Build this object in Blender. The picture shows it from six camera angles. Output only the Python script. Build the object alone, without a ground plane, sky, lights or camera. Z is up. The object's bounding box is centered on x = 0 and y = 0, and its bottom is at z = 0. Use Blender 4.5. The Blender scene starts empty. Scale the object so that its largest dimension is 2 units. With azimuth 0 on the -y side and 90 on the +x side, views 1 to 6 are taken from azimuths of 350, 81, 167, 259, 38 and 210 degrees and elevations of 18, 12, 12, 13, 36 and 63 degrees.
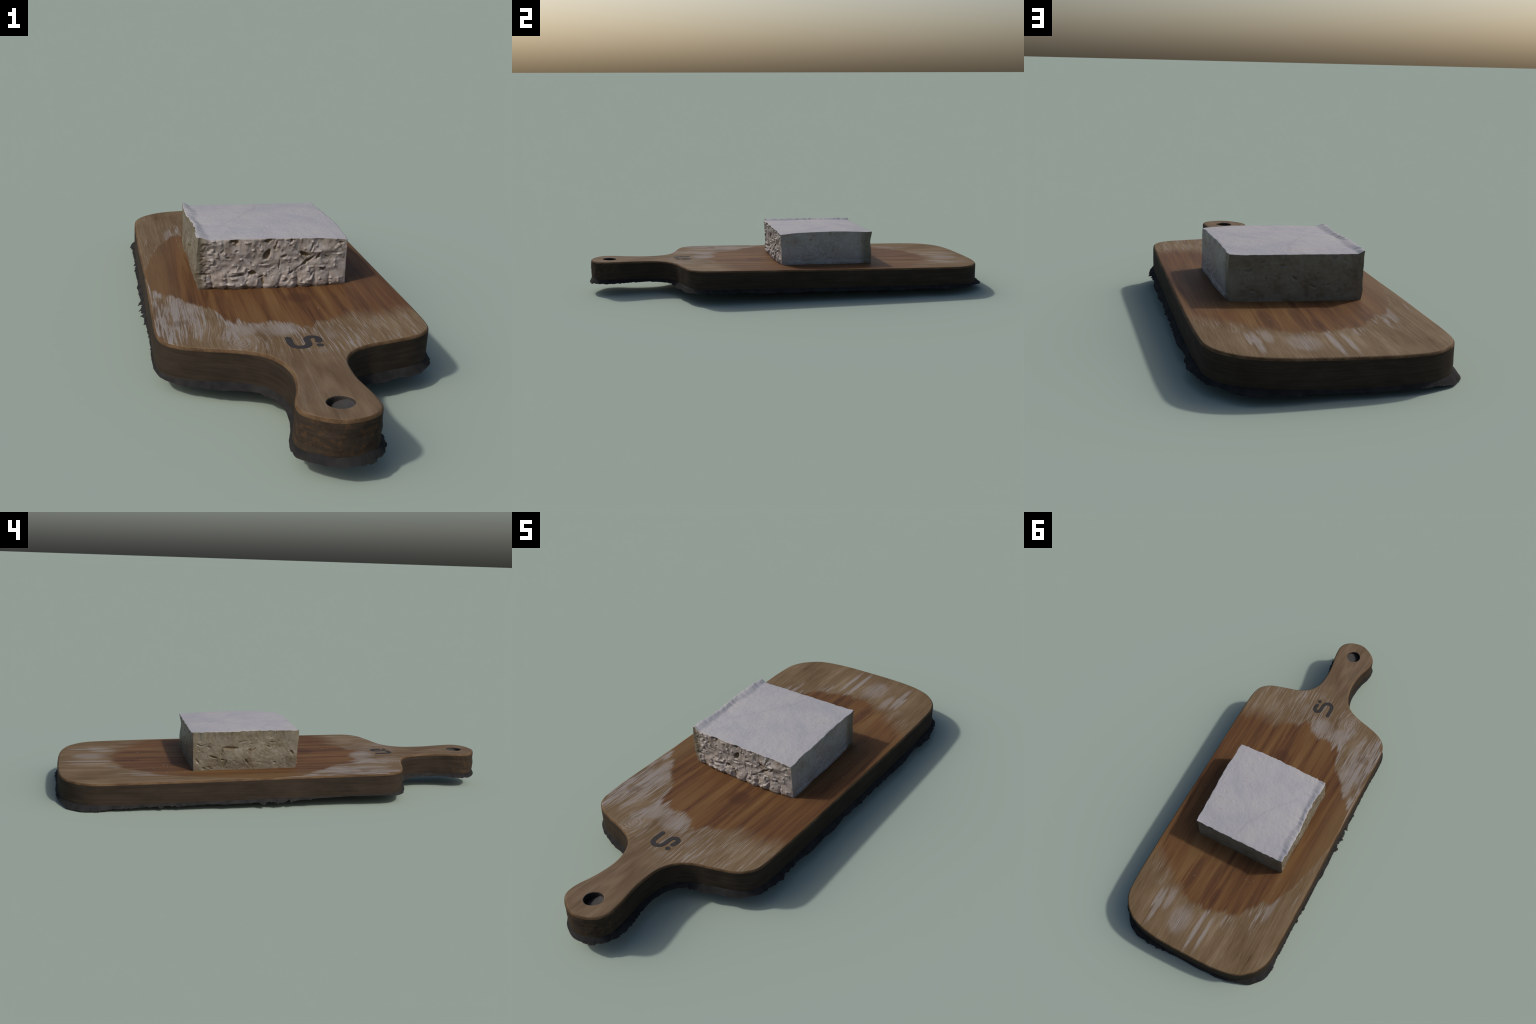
"""Paddle-shaped wooden cutting board with a block of white-rinded cheese on it.

Everything is built in world coordinates (all meshes keep their origin at 0,0,0),
so procedural materials on Object coordinates run across part borders unbroken.
"""
import bpy
import numpy as np
from math import pi, cos, sin, radians

# --------------------------------------------------------------------------
# small numeric helpers
# --------------------------------------------------------------------------

def lattice(ix, iy, iz, seed):
    h = (ix * 374761393 + iy * 668265263 + iz * 2147483647 + seed * 974711) & 0xFFFFFFFF
    h = ((h ^ (h >> 13)) * 1274126177) & 0xFFFFFFFF
    h = ((h ^ (h >> 16)) * 2246822519) & 0xFFFFFFFF
    return ((h ^ (h >> 15)) & 0xFFFFFF) / float(0xFFFFFF)


def vnoise(x, y, z=0.0, seed=0):
    """smooth value noise, -1..1, vectorised"""
    x, y, z = np.broadcast_arrays(np.asarray(x, float), np.asarray(y, float), np.asarray(z, float))
    xi, yi, zi = np.floor(x), np.floor(y), np.floor(z)
    fx, fy, fz = x - xi, y - yi, z - zi
    xi, yi, zi = xi.astype(np.int64), yi.astype(np.int64), zi.astype(np.int64)
    fx, fy, fz = (f * f * f * (f * (f * 6 - 15) + 10) for f in (fx, fy, fz))
    out = 0
    for dx in (0, 1):
        for dy in (0, 1):
            for dz in (0, 1):
                wgt = (fx if dx else 1 - fx) * (fy if dy else 1 - fy) * (fz if dz else 1 - fz)
                out = out + wgt * lattice(xi + dx, yi + dy, zi + dz, seed)
    return out * 2 - 1


def fractal(x, y, z=0.0, octaves=4, seed=0):
    total, amp, norm, f = 0, 1.0, 0, 1.0
    for o in range(octaves):
        total = total + amp * vnoise(x * f, y * f, np.asarray(z) * f, seed + 17 * o)
        norm += amp
        amp *= 0.5
        f *= 2.03
    return total / norm


def smooth(a, b, x):
    t = np.clip((x - a) / (b - a), 0, 1)
    return t * t * (3 - 2 * t)


def closed_spline(points, count):
    """centripetal Catmull-Rom through a closed ring, resampled evenly"""
    p = np.array(points, float)
    n = len(p)
    dense = []
    for i in range(n):
        p0, p1, p2, p3 = p[i - 1], p[i], p[(i + 1) % n], p[(i + 2) % n]
        k = [0.0]
        for a, b in ((p0, p1), (p1, p2), (p2, p3)):
            k.append(k[-1] + max(1e-6, np.linalg.norm(b - a)) ** 0.5)
        for t in np.linspace(k[1], k[2], 24, endpoint=False):
            a1 = (k[1] - t) / (k[1] - k[0]) * p0 + (t - k[0]) / (k[1] - k[0]) * p1
            a2 = (k[2] - t) / (k[2] - k[1]) * p1 + (t - k[1]) / (k[2] - k[1]) * p2
            a3 = (k[3] - t) / (k[3] - k[2]) * p2 + (t - k[2]) / (k[3] - k[2]) * p3
            b1 = (k[2] - t) / (k[2] - k[0]) * a1 + (t - k[0]) / (k[2] - k[0]) * a2
            b2 = (k[3] - t) / (k[3] - k[1]) * a2 + (t - k[1]) / (k[3] - k[1]) * a3
            dense.append((k[2] - t) / (k[2] - k[1]) * b1 + (t - k[1]) / (k[2] - k[1]) * b2)
    d = np.array(dense)
    return resample(d, count)


def resample(d, count):
    ring = np.vstack([d, d[:1]])
    s = np.r_[0, np.cumsum(np.linalg.norm(np.diff(ring, axis=0), axis=1))]
    t = np.linspace(0, s[-1], count, endpoint=False)
    return np.c_[np.interp(t, s, ring[:, 0]), np.interp(t, s, ring[:, 1])]


def outward(ring):
    """outward normals of a closed 2D ring"""
    t = np.roll(ring, -1, 0) - np.roll(ring, 1, 0)
    t /= np.linalg.norm(t, axis=1)[:, None]
    area = np.sum(ring[:, 0] * np.roll(ring[:, 1], -1) - np.roll(ring[:, 0], -1) * ring[:, 1])
    n = np.c_[t[:, 1], -t[:, 0]]
    return n if area > 0 else -n


# --------------------------------------------------------------------------
# mesh / object helpers
# --------------------------------------------------------------------------

def vertex_normals(verts, faces):
    nrm = np.zeros_like(verts)
    for size in {len(f) for f in faces}:
        fa = np.array([f for f in faces if len(f) == size])
        c = np.zeros((len(fa), 3))
        for i in range(1, size - 1):
            c += np.cross(verts[fa[:, i]] - verts[fa[:, 0]], verts[fa[:, i + 1]] - verts[fa[:, 0]])
        for i in range(size):
            np.add.at(nrm, fa[:, i], c)
    return nrm / np.maximum(np.linalg.norm(nrm, axis=1), 1e-12)[:, None]


def add_object(name, verts, faces, materials, slots=None, parent=None, normals=None):
    used = sorted({i for f in faces for i in f})
    remap = {v: i for i, v in enumerate(used)}
    me = bpy.data.meshes.new(name)
    me.from_pydata([tuple(verts[v]) for v in used], [], [[remap[i] for i in f] for f in faces])
    for m in materials:
        me.materials.append(m)
    if slots is not None:
        me.polygons.foreach_set('material_index', np.array(slots, dtype=np.int32))
    me.polygons.foreach_set('use_smooth', np.ones(len(faces), dtype=bool))
    me.update()
    if normals is not None:
        me.normals_split_custom_set_from_vertices([tuple(normals[v]) for v in used])
    ob = bpy.data.objects.new(name, me)
    bpy.context.scene.collection.objects.link(ob)
    if parent is not None:
        ob.parent = parent
    return ob


def add_thing(name, label, category):
    e = bpy.data.objects.new(name, None)
    e.empty_display_size = 0.1
    bpy.context.scene.collection.objects.link(e)
    e['label'] = label
    e['category'] = category
    return e


# --------------------------------------------------------------------------
# node helper
# --------------------------------------------------------------------------

class Nodes:
    def __init__(self, name, roughness=0.6, specular=0.3):
        self.mat = bpy.data.materials.new(name)
        self.mat.use_nodes = True
        self.t = self.mat.node_tree
        self.bsdf = self.t.nodes['Principled BSDF']
        self.bsdf.inputs['Roughness'].default_value = roughness
        self.bsdf.inputs['Specular IOR Level'].default_value = specular
        co = self.t.nodes.new('ShaderNodeTexCoord').outputs['Object']
        sep = self.t.nodes.new('ShaderNodeSeparateXYZ')
        self.t.links.new(co, sep.inputs[0])
        self.co = co
        self.x, self.y, self.z = sep.outputs

    def put(self, socket, v):
        if isinstance(v, bpy.types.NodeSocket):
            self.t.links.new(v, socket)
        elif isinstance(v, (tuple, list)) and len(v) == 3 and socket.type == 'RGBA':
            socket.default_value = (*v, 1.0)
        else:
            socket.default_value = v

    def m(self, op, a, b=0.0, c=0.0, clamp=False):
        n = self.t.nodes.new('ShaderNodeMath')
        n.operation = op
        n.use_clamp = clamp
        for s, v in zip(n.inputs, (a, b, c)):
            self.put(s, v)
        return n.outputs[0]

    def add(self, a, b): return self.m('ADD', a, b)
    def sub(self, a, b): return self.m('SUBTRACT', a, b)
    def mul(self, a, b): return self.m('MULTIPLY', a, b)

    def step(self, lo, hi, v):
        n = self.t.nodes.new('ShaderNodeMapRange')
        n.interpolation_type = 'SMOOTHSTEP'
        for key, val in (('Value', v), ('From Min', lo), ('From Max', hi)):
            self.put(n.inputs[key], val)
        return n.outputs['Result']

    def vec(self, a, b, c=0.0):
        n = self.t.nodes.new('ShaderNodeCombineXYZ')
        for s, v in zip(n.inputs, (a, b, c)):
            self.put(s, v)
        return n.outputs[0]

    def noise(self, vector, scale=1.0, detail=3.0, rough=0.55, distortion=0.0):
        n = self.t.nodes.new('ShaderNodeTexNoise')
        self.put(n.inputs['Vector'], vector)
        n.inputs['Scale'].default_value = scale
        n.inputs['Detail'].default_value = detail
        n.inputs['Roughness'].default_value = rough
        n.inputs['Distortion'].default_value = distortion
        return n.outputs[0]

    def stretched(self, u, v, su, sv, seed=0.0, detail=3.0, rough=0.55):
        return self.noise(self.vec(self.mul(u, su), self.mul(v, sv), seed), 1.0, detail, rough)

    def ramp(self, fac, stops):
        n = self.t.nodes.new('ShaderNodeValToRGB')
        el = n.color_ramp.elements
        while len(el) < len(stops):
            el.new(0.5)
        for e, (p, c) in zip(el, stops):
            e.position = p
            e.color = (*c, 1)
        self.put(n.inputs[0], fac)
        return n.outputs[0]

    def mix(self, fac, a, b, mode='MIX'):
        n = self.t.nodes.new('ShaderNodeMix')
        n.data_type = 'RGBA'
        n.blend_type = mode
        n.clamp_factor = True
        self.put(n.inputs[0], fac)
        self.put(n.inputs[6], a)
        self.put(n.inputs[7], b)
        return n.outputs[2]

    def lerp(self, fac, a, b):
        n = self.t.nodes.new('ShaderNodeMix')
        n.data_type = 'FLOAT'
        self.put(n.inputs[0], fac)
        self.put(n.inputs[2], a)
        self.put(n.inputs[3], b)
        return n.outputs[0]

    def curve(self, v, lo, hi, pts):
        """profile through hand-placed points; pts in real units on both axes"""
        n = self.t.nodes.new('ShaderNodeFloatCurve')
        ys = [p[1] for p in pts]
        y0, y1 = min(ys) - 0.01, max(ys) + 0.01
        cm = n.mapping
        c = cm.curves[0]
        want = [((x - lo) / (hi - lo), (y - y0) / (y1 - y0)) for x, y in pts]
        while len(c.points) < len(want):
            c.points.new(0.5, 0.5)
        for p, w in zip(c.points, want):
            p.location = w
            p.handle_type = 'VECTOR'
        cm.update()
        self.put(n.inputs['Value'], self.m('DIVIDE', self.sub(v, lo), hi - lo, clamp=True))
        return self.add(self.mul(n.outputs[0], y1 - y0), y0)

    def blob(self, cx, cy, rx, ry, jitter=None):
        """soft elliptical patch on the board's top, 1 in the middle"""
        dx = self.mul(self.sub(self.x, cx), 1 / rx)
        dy = self.mul(self.sub(self.y, cy), 1 / ry)
        r = self.m('SQRT', self.add(self.mul(dx, dx), self.mul(dy, dy)))
        if jitter is not None:
            r = self.add(r, jitter)
        return self.step(1.15, 0.55, r)

    def finish(self, color, bump=None, strength=0.2, distance=0.002, rough=None):
        self.put(self.bsdf.inputs['Base Color'], color)
        if rough is not None:
            self.put(self.bsdf.inputs['Roughness'], rough)
        if bump is not None:
            b = self.t.nodes.new('ShaderNodeBump')
            b.inputs['Strength'].default_value = strength
            b.inputs['Distance'].default_value = distance
            self.put(b.inputs['Height'], bump)
            self.t.links.new(b.outputs[0], self.bsdf.inputs['Normal'])
        return self.mat


# --------------------------------------------------------------------------
# materials
# --------------------------------------------------------------------------

# the soaked patch under the cheese: its front and back edges across the width
STAIN_FRONT = [(-0.42, 0.16), (-0.395, 0.10), (-0.385, -0.05), (-0.35, -0.10), (-0.32, -0.115),
               (-0.28, -0.176), (-0.25, -0.209), (-0.22, -0.24), (-0.192, -0.28), (-0.187, -0.33),
               (-0.165, -0.365), (-0.149, -0.34), (-0.12, -0.37), (-0.08, -0.372), (-0.046, -0.353),
               (-0.02, -0.375), (0.007, -0.385), (0.024, -0.423), (0.05, -0.412), (0.075, -0.379),
               (0.12, -0.37), (0.18, -0.33), (0.28, -0.34), (0.42, -0.30)]
STAIN_BACK = [(-0.42, 0.12), (-0.385, 0.17), (-0.367, 0.298), (-0.336, 0.413), (-0.305, 0.499),
              (-0.28, 0.56), (-0.234, 0.575), (-0.203, 0.623), (-0.188, 0.632), (-0.166, 0.687),
              (-0.12, 0.695), (-0.053, 0.725), (0.0, 0.735), (0.09, 0.735), (0.165, 0.70),
              (0.216, 0.68), (0.31, 0.61), (0.42, 0.58)]


def wood_top_material():
    n = Nodes('weathered_wood_top', 0.7, 0.1)
    x, y = n.x, n.y
    wob = n.stretched(x, y, 1.8, 0.8, 3.1, 1.0)
    g = n.add(x, n.mul(n.sub(wob, 0.5), 0.06))
    # the knot bends the grain into rings
    kx, ky = n.add(x, 0.17), n.mul(n.add(y, 0.514), 0.8)
    kr = n.m('SQRT', n.add(n.mul(kx, kx), n.mul(ky, ky)))
    kwob = n.mul(n.sub(n.noise(n.vec(n.mul(x, 45), n.mul(y, 45), 8.0), 1.0, 2.0), 0.5), 0.012)
    krw = n.add(kr, kwob)
    kin = n.step(0.060, 0.012, kr)
    # grain lines part and flow round the knot
    swell = n.mul(n.m('EXPONENT', n.mul(n.mul(kr, kr), -160.0)), n.mul(kx, -0.75))
    g = n.add(g, swell)
    yk = y
    eyes = n.m('SINE', n.mul(krw, 560.0))
    eyes = n.mul(n.add(n.mul(eyes, 0.5), 0.5), kin)
    fibre = n.stretched(g, yk, 330, 15, 0.0, 3.0, 0.6)
    strand = n.stretched(g, yk, 130, 5.5, 5.0, 3.0, 0.65)
    rings = n.stretched(g, yk, 26, 0.9, 9.0, 2.0, 0.5)
    cloud = n.noise(n.vec(n.mul(x, 7), n.mul(y, 4), 2.0), 1.0, 2.0)
    tone = n.add(n.add(n.mul(fibre, 0.26), n.mul(strand, 0.30)), n.add(n.mul(rings, 0.24), n.mul(cloud, 0.24)))
    dry = n.ramp(tone, [(0.38, (0.072, 0.043, 0.021)), (0.47, (0.117, 0.077, 0.041)),
                        (0.55, (0.148, 0.102, 0.058)), (0.66, (0.200, 0.150, 0.096))])
    # handle: smoother, pinker from use
    grip = n.step(-0.56, -0.70, y)
    worn = n.ramp(n.add(n.mul(n.stretched(g, yk, 30, 6, 1.0, 3.0), 0.7), n.mul(cloud, 0.3)),
                  [(0.34, (0.085, 0.054, 0.032)), (0.50, (0.124, 0.084, 0.051)), (0.66, (0.172, 0.123, 0.077))])
    dry = n.mix(n.mul(grip, 0.85), dry, worn)

    # soaked patch with edges pulled out along the grain
    pull = n.add(n.mul(n.sub(n.stretched(g, y, 46, 2.5, 21.0, 1.0, 0.5), 0.5), 0.06),
                 n.mul(n.sub(n.stretched(g, y, 130, 4.0, 22.0, 1.0), 0.5), 0.035))
    front = n.add(n.curve(x, -0.42, 0.42, STAIN_FRONT), pull)
    back = n.add(n.curve(x, -0.42, 0.42, STAIN_BACK), pull)
    soft = n.lerp(n.step(0.08, 0.24, x), 0.016, 0.06)
    out_f = n.sub(front, y)
    out_b = n.sub(y, back)
    outside = n.m('MAXIMUM', out_f, out_b)
    wet = n.step(soft, n.mul(soft, -1.0), outside)

    # chalky bleach left where the wet front dried
    band_f = n.mul(n.step(0.20, 0.0, out_f), n.step(-0.03, 0.0, out_f))
    side = n.lerp(n.step(-0.05, 0.30, x), 1.0, 0.25)
    band_f = n.mul(band_f, side)
    band_b = n.mul(n.step(0.16, 0.0, out_b), 0.55)
    corner = n.mul(n.blob(-0.31, -0.30, 0.14, 0.26), 0.95)
    left = n.mul(n.step(-0.33, -0.385, x), n.mul(n.step(-0.35, -0.1, y), n.step(0.75, 0.45, y)))
    reach = n.m('MAXIMUM', n.m('MAXIMUM', band_f, band_b), n.m('MAXIMUM', corner, n.mul(left, 0.45)))
    for cx, cy, rx, ry, w in ((0.075, 0.845, 0.055, 0.075, 0.75), (-0.022, 0.845, 0.013, 0.13, 1.2),
                              (-0.066, 0.85, 0.010, 0.13, 1.1), (0.20, 0.83, 0.016, 0.10, 0.8),
                              (0.222, 0.80, 0.010, 0.07, 0.9), (0.26, 0.68, 0.06, 0.08, 0.45),
                              (-0.26, 0.64, 0.03, 0.14, 0.7), (0.14, -0.44, 0.05, 0.09, 0.55),
                              (-0.19, -0.46, 0.05, 0.06, 0.9)):
        reach = n.m('MAXIMUM', reach, n.mul(n.blob(cx, cy, rx, ry), w))
    streak = n.add(n.mul(n.stretched(g, yk, 150, 5.0, 31.0, 3.0, 0.65), 0.62), n.mul(fibre, 0.38))
    broad = n.stretched(g, yk, 20, 3.0, 33.0, 2.0, 0.5)
    need = n.sub(0.70, n.add(n.mul(reach, 0.24), n.mul(n.sub(broad, 0.5), 0.35)))
    amount = n.step(n.sub(need, 0.05), n.add(need, 0.09), streak)
    bleach = n.mul(n.mul(amount, n.step(0.02, 0.40, reach)), 0.85)
    # a few worn patches and streaks have dried to an even chalky film
    film = None
    for cx, cy, rx, ry, w in ((0.070, 0.835, 0.060, 0.085, 0.55), (-0.022, 0.850, 0.012, 0.13, 0.85),
                              (-0.068, 0.855, 0.009, 0.12, 0.75), (0.205, 0.83, 0.014, 0.11, 0.7),
                              (0.165, 0.77, 0.020, 0.07, 0.55), (0.225, 0.79, 0.008, 0.06, 0.7),
                              (-0.288, 0.56, 0.018, 0.10, 0.5), (0.09, -0.47, 0.018, 0.05, 0.45),
                              (-0.05, -0.43, 0.06, 0.05, 0.75), (-0.15, -0.42, 0.05, 0.05, 0.7),
                              (-0.30, -0.25, 0.06, 0.10, 0.5), (0.04, -0.60, 0.02, 0.03, 0.35)):
        f = n.mul(n.blob(cx, cy, rx, ry, n.mul(n.sub(streak, 0.5), 1.6)), w)
        film = f if film is None else n.m('MAXIMUM', film, f)
    bleach = n.m('MAXIMUM', bleach, n.mul(film, n.step(0.30, 0.60, n.add(n.mul(streak, 0.6), n.mul(cloud, 0.4)))))
    bleach = n.m('MAXIMUM', bleach, n.mul(eyes, 0.6))
    bleach = n.mul(bleach, n.sub(1.0, n.mul(n.step(-0.57, -0.64, y), 0.8)))
    dry = n.mix(bleach, dry, n.mix(fibre, (0.212, 0.186, 0.164), (0.268, 0.248, 0.240)))

    wtone = n.add(n.add(n.mul(n.stretched(g, yk, 24, 1.1, 40.0, 2.0, 0.6), 0.55),
                        n.mul(n.stretched(g, yk, 80, 2.6, 41.0, 2.0), 0.22)),
                  n.add(n.mul(fibre, 0.13), n.mul(n.noise(n.vec(n.mul(x, 5), n.mul(y, 2.4), 7.0), 1.0, 1.0), 0.10)))
    soaked = n.ramp(wtone, [(0.34, (0.054, 0.025, 0.014)), (0.44, (0.092, 0.044, 0.020)),
                            (0.53, (0.124, 0.062, 0.025)), (0.66, (0.155, 0.090, 0.037))])
    for cx, cy, rx, ry in ((0.063, -0.165, 0.05, 0.05), (0.03, 0.60, 0.018, 0.14), (0.13, 0.60, 0.025, 0.12),
                           (-0.02, 0.66, 0.02, 0.06)):
        soaked = n.mix(n.mul(n.blob(cx, cy, rx, ry), 0.5), soaked, (0.050, 0.020, 0.014))
    lines = n.stretched(g, yk, 44, 1.3, 55.0, 1.0)
    lines = n.step(0.035, 0.0, n.m('ABSOLUTE', n.sub(lines, 0.5)))
    soaked = n.mix(n.mul(lines, n.mul(broad, 0.75)), soaked, (0.048, 0.022, 0.012))
    # paler tea-coloured margin on the left of the patch
    soaked = n.mix(n.mul(n.step(-0.26, -0.36, x), 0.6), soaked, (0.135, 0.085, 0.040))
    col = n.mix(wet, dry, soaked)
    for cx, cy, rx, ry in ((-0.321, -0.355, 0.018, 0.030), (-0.30, -0.345, 0.006, 0.02)):
        col = n.mix(n.mul(n.blob(cx, cy, rx, ry), 0.45), col, (0.09, 0.058, 0.036))
    return n.finish(col, fibre, 0.25, 0.0015, n.lerp(wet, 0.75, 0.6))


def wood_rim_material():
    n = Nodes('rounded_wood_rim', 0.7, 0.1)
    f = n.noise(n.vec(n.mul(n.x, 40), n.mul(n.y, 14), n.mul(n.z, 60)), 1.0, 3.0)
    col = n.ramp(f, [(0.35, (0.065, 0.038, 0.019)), (0.55, (0.100, 0.060, 0.031)), (0.72, (0.135, 0.090, 0.050))])
    return n.finish(col, f, 0.15)


def wood_side_material():
    n = Nodes('shade_darkened_wood_side', 0.8, 0.08)
    grain = n.noise(n.vec(n.mul(n.x, 9), n.mul(n.y, 5), n.mul(n.z, 150)), 1.0, 3.0)
    patch = n.noise(n.vec(n.mul(n.x, 14), n.mul(n.y, 9), n.mul(n.z, 22)), 1.0, 3.0)
    t = n.add(n.mul(grain, 0.55), n.mul(patch, 0.45))
    col = n.ramp(t, [(0.32, (0.023, 0.017, 0.0125)), (0.5, (0.032, 0.024, 0.0175)), (0.68, (0.044, 0.033, 0.023))])  # browns lowered towards the shade baked into the scanned walls
    # the battered handle end shows raw orange wood in flecks
    worn = n.mul(n.step(-0.80, -0.90, n.y), n.step(0.47, 0.66, n.noise(n.vec(n.mul(n.x, 55), n.mul(n.y, 55), n.mul(n.z, 80)), 1.0, 5.0, 0.65)))
    col = n.mix(n.mul(worn, 0.55), col, (0.085, 0.045, 0.021))
    return n.finish(col, t, 0.3, 0.002)


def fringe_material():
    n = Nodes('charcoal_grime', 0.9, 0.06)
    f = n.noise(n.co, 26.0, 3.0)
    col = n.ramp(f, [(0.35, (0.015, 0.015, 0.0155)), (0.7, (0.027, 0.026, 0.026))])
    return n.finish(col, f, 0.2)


def plain(name, c, rough=0.8, spread=0.25):
    n = Nodes(name, rough, 0.2)
    f = n.noise(n.co, 60.0, 3.0)
    lo = tuple(v * (1 - spread) for v in c)
    hi = tuple(v * (1 + spread) for v in c)
    return n.finish(n.mix(f, lo, hi), f, 0.15)


def rind_material():
    n = Nodes('white_rind', 0.8, 0.1)
    cloud = n.noise(n.co, 9.0, 4.0)
    fine = n.noise(n.co, 120.0, 3.0)
    col = n.ramp(cloud, [(0.34, (0.320, 0.318, 0.342)), (0.5, (0.342, 0.335, 0.350)), (0.66, (0.360, 0.350, 0.354))])
    col = n.mix(n.step(0.60, 0.72, n.noise(n.vec(n.mul(n.x, 30), n.mul(n.y, 55), 3.0), 1.0, 3.0)), col, (0.315, 0.305, 0.312))
    # a faint dull crease runs across, from the back edge towards the front left
    line = n.curve(n.y, 0.02, 0.42, [(0.02, -0.22), (0.074, -0.171), (0.13, -0.117), (0.196, -0.069), (0.307, -0.010), (0.42, 0.02)])
    off = n.m('ABSOLUTE', n.sub(n.add(n.x, n.mul(n.sub(cloud, 0.5), 0.02)), line))
    crease = n.mul(n.step(0.012, 0.001, off), n.mul(n.step(0.05, 0.14, n.y), n.step(0.30, 0.55, n.noise(n.co, 24.0, 2.0))))
    col = n.mix(n.mul(crease, 0.38), col, (0.275, 0.260, 0.262))
    # stray dark mould threads
    fleck = n.noise(n.vec(n.mul(n.x, 60), n.mul(n.y, 170), 4.0), 1.0, 2.0, 0.5, 1.2)
    col = n.mix(n.mul(n.step(0.735, 0.79, fleck), 0.6), col, (0.17, 0.16, 0.16))
    return n.finish(col, fine, 0.12, 0.001)


def paste_material():
    n = Nodes('cheese_paste', 0.45, 0.3)
    cloud = n.noise(n.co, 16.0, 4.0)
    fine = n.noise(n.co, 70.0, 3.0)
    t = n.add(n.mul(cloud, 0.6), n.mul(fine, 0.4))
    col = n.ramp(t, [(0.34, (0.215, 0.175, 0.140)), (0.46, (0.275, 0.238, 0.212)), (0.62, (0.325, 0.295, 0.277))])
    # left and back faces tinted darker and yellower for their shade in the scan
    baked_shade = n.m('MAXIMUM', n.step(-0.20, -0.236, n.x), n.step(0.34, 0.38, n.y))
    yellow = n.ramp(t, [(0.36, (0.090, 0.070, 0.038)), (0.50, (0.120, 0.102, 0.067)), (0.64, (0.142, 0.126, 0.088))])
    col = n.mix(n.mul(baked_shade, 0.85), col, yellow)
    pores = n.step(0.66, 0.72, n.noise(n.co, 90.0, 1.0))
    col = n.mix(n.mul(pores, 0.4), col, (0.13, 0.09, 0.05))
    return n.finish(col, fine, 0.15, 0.0015)


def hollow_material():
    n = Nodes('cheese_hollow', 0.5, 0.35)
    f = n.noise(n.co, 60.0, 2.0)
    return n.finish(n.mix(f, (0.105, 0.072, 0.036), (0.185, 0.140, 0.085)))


# --------------------------------------------------------------------------
# the board
# --------------------------------------------------------------------------

OUTLINE = [
    # handle tip, then down the left of the handle
    (0.029, -0.981), (-0.006, -0.984), (-0.042, -0.971), (-0.072, -0.952), (-0.093, -0.927),
    (-0.098, -0.895), (-0.093, -0.860), (-0.081, -0.816), (-0.072, -0.763), (-0.070, -0.716),
    (-0.076, -0.675), (-0.089, -0.639), (-0.110, -0.606), (-0.135, -0.585), (-0.171, -0.568),
    # left shoulder and long left edge
    (-0.211, -0.555), (-0.256, -0.544), (-0.297, -0.532), (-0.334, -0.516), (-0.364, -0.493),
    (-0.382, -0.463), (-0.391, -0.418), (-0.394, -0.362), (-0.395, -0.274), (-0.397, -0.05), (-0.400, 0.144),
    (-0.405, 0.300), (-0.408, 0.434), (-0.409, 0.581), (-0.410, 0.762), (-0.402, 0.833),
    # far end
    (-0.379, 0.879), (-0.349, 0.911), (-0.310, 0.939), (-0.275, 0.952), (-0.229, 0.962),
    (-0.155, 0.970), (-0.051, 0.974), (0.055, 0.975), (0.141, 0.972), (0.212, 0.962),
    (0.273, 0.941), (0.316, 0.909), (0.344, 0.873), (0.359, 0.833), (0.365, 0.785),
    # long right edge and shoulder
    (0.370, 0.713), (0.373, 0.633), (0.376, 0.500), (0.380, 0.10), (0.384, -0.286), (0.384, -0.355),
    (0.382, -0.416), (0.375, -0.456), (0.360, -0.483), (0.336, -0.505), (0.309, -0.520),
    (0.269, -0.533), (0.223, -0.547), (0.182, -0.559), (0.149, -0.575), (0.120, -0.598),
    (0.098, -0.631), (0.087, -0.666), (0.084, -0.710), (0.085, -0.758), (0.092, -0.803),
    (0.098, -0.835), (0.104, -0.881), (0.104, -0.916), (0.091, -0.946), (0.063, -0.969)]

TILT_X, TILT_Y, TOP_Z = 0.0293, -0.0209, 0.1419      # the board leans a little


SHIFT = np.array([0.003, -0.003])


def top_z(x, y):
    return TILT_X * x + TILT_Y * y + TOP_Z


def sag(x, y):
    """the face has cupped a few millimetres along the middle"""
    across = smooth(0.36, 0.12, np.abs(x))
    along = smooth(-0.55, -0.32, y) * smooth(0.96, 0.70, y)
    return 0.0035 * across * along


THICK = 0.093
HOLE = (0.012, -0.895)
HOLE_R = 0.0335
HANDLE_Y = -0.615


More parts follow.
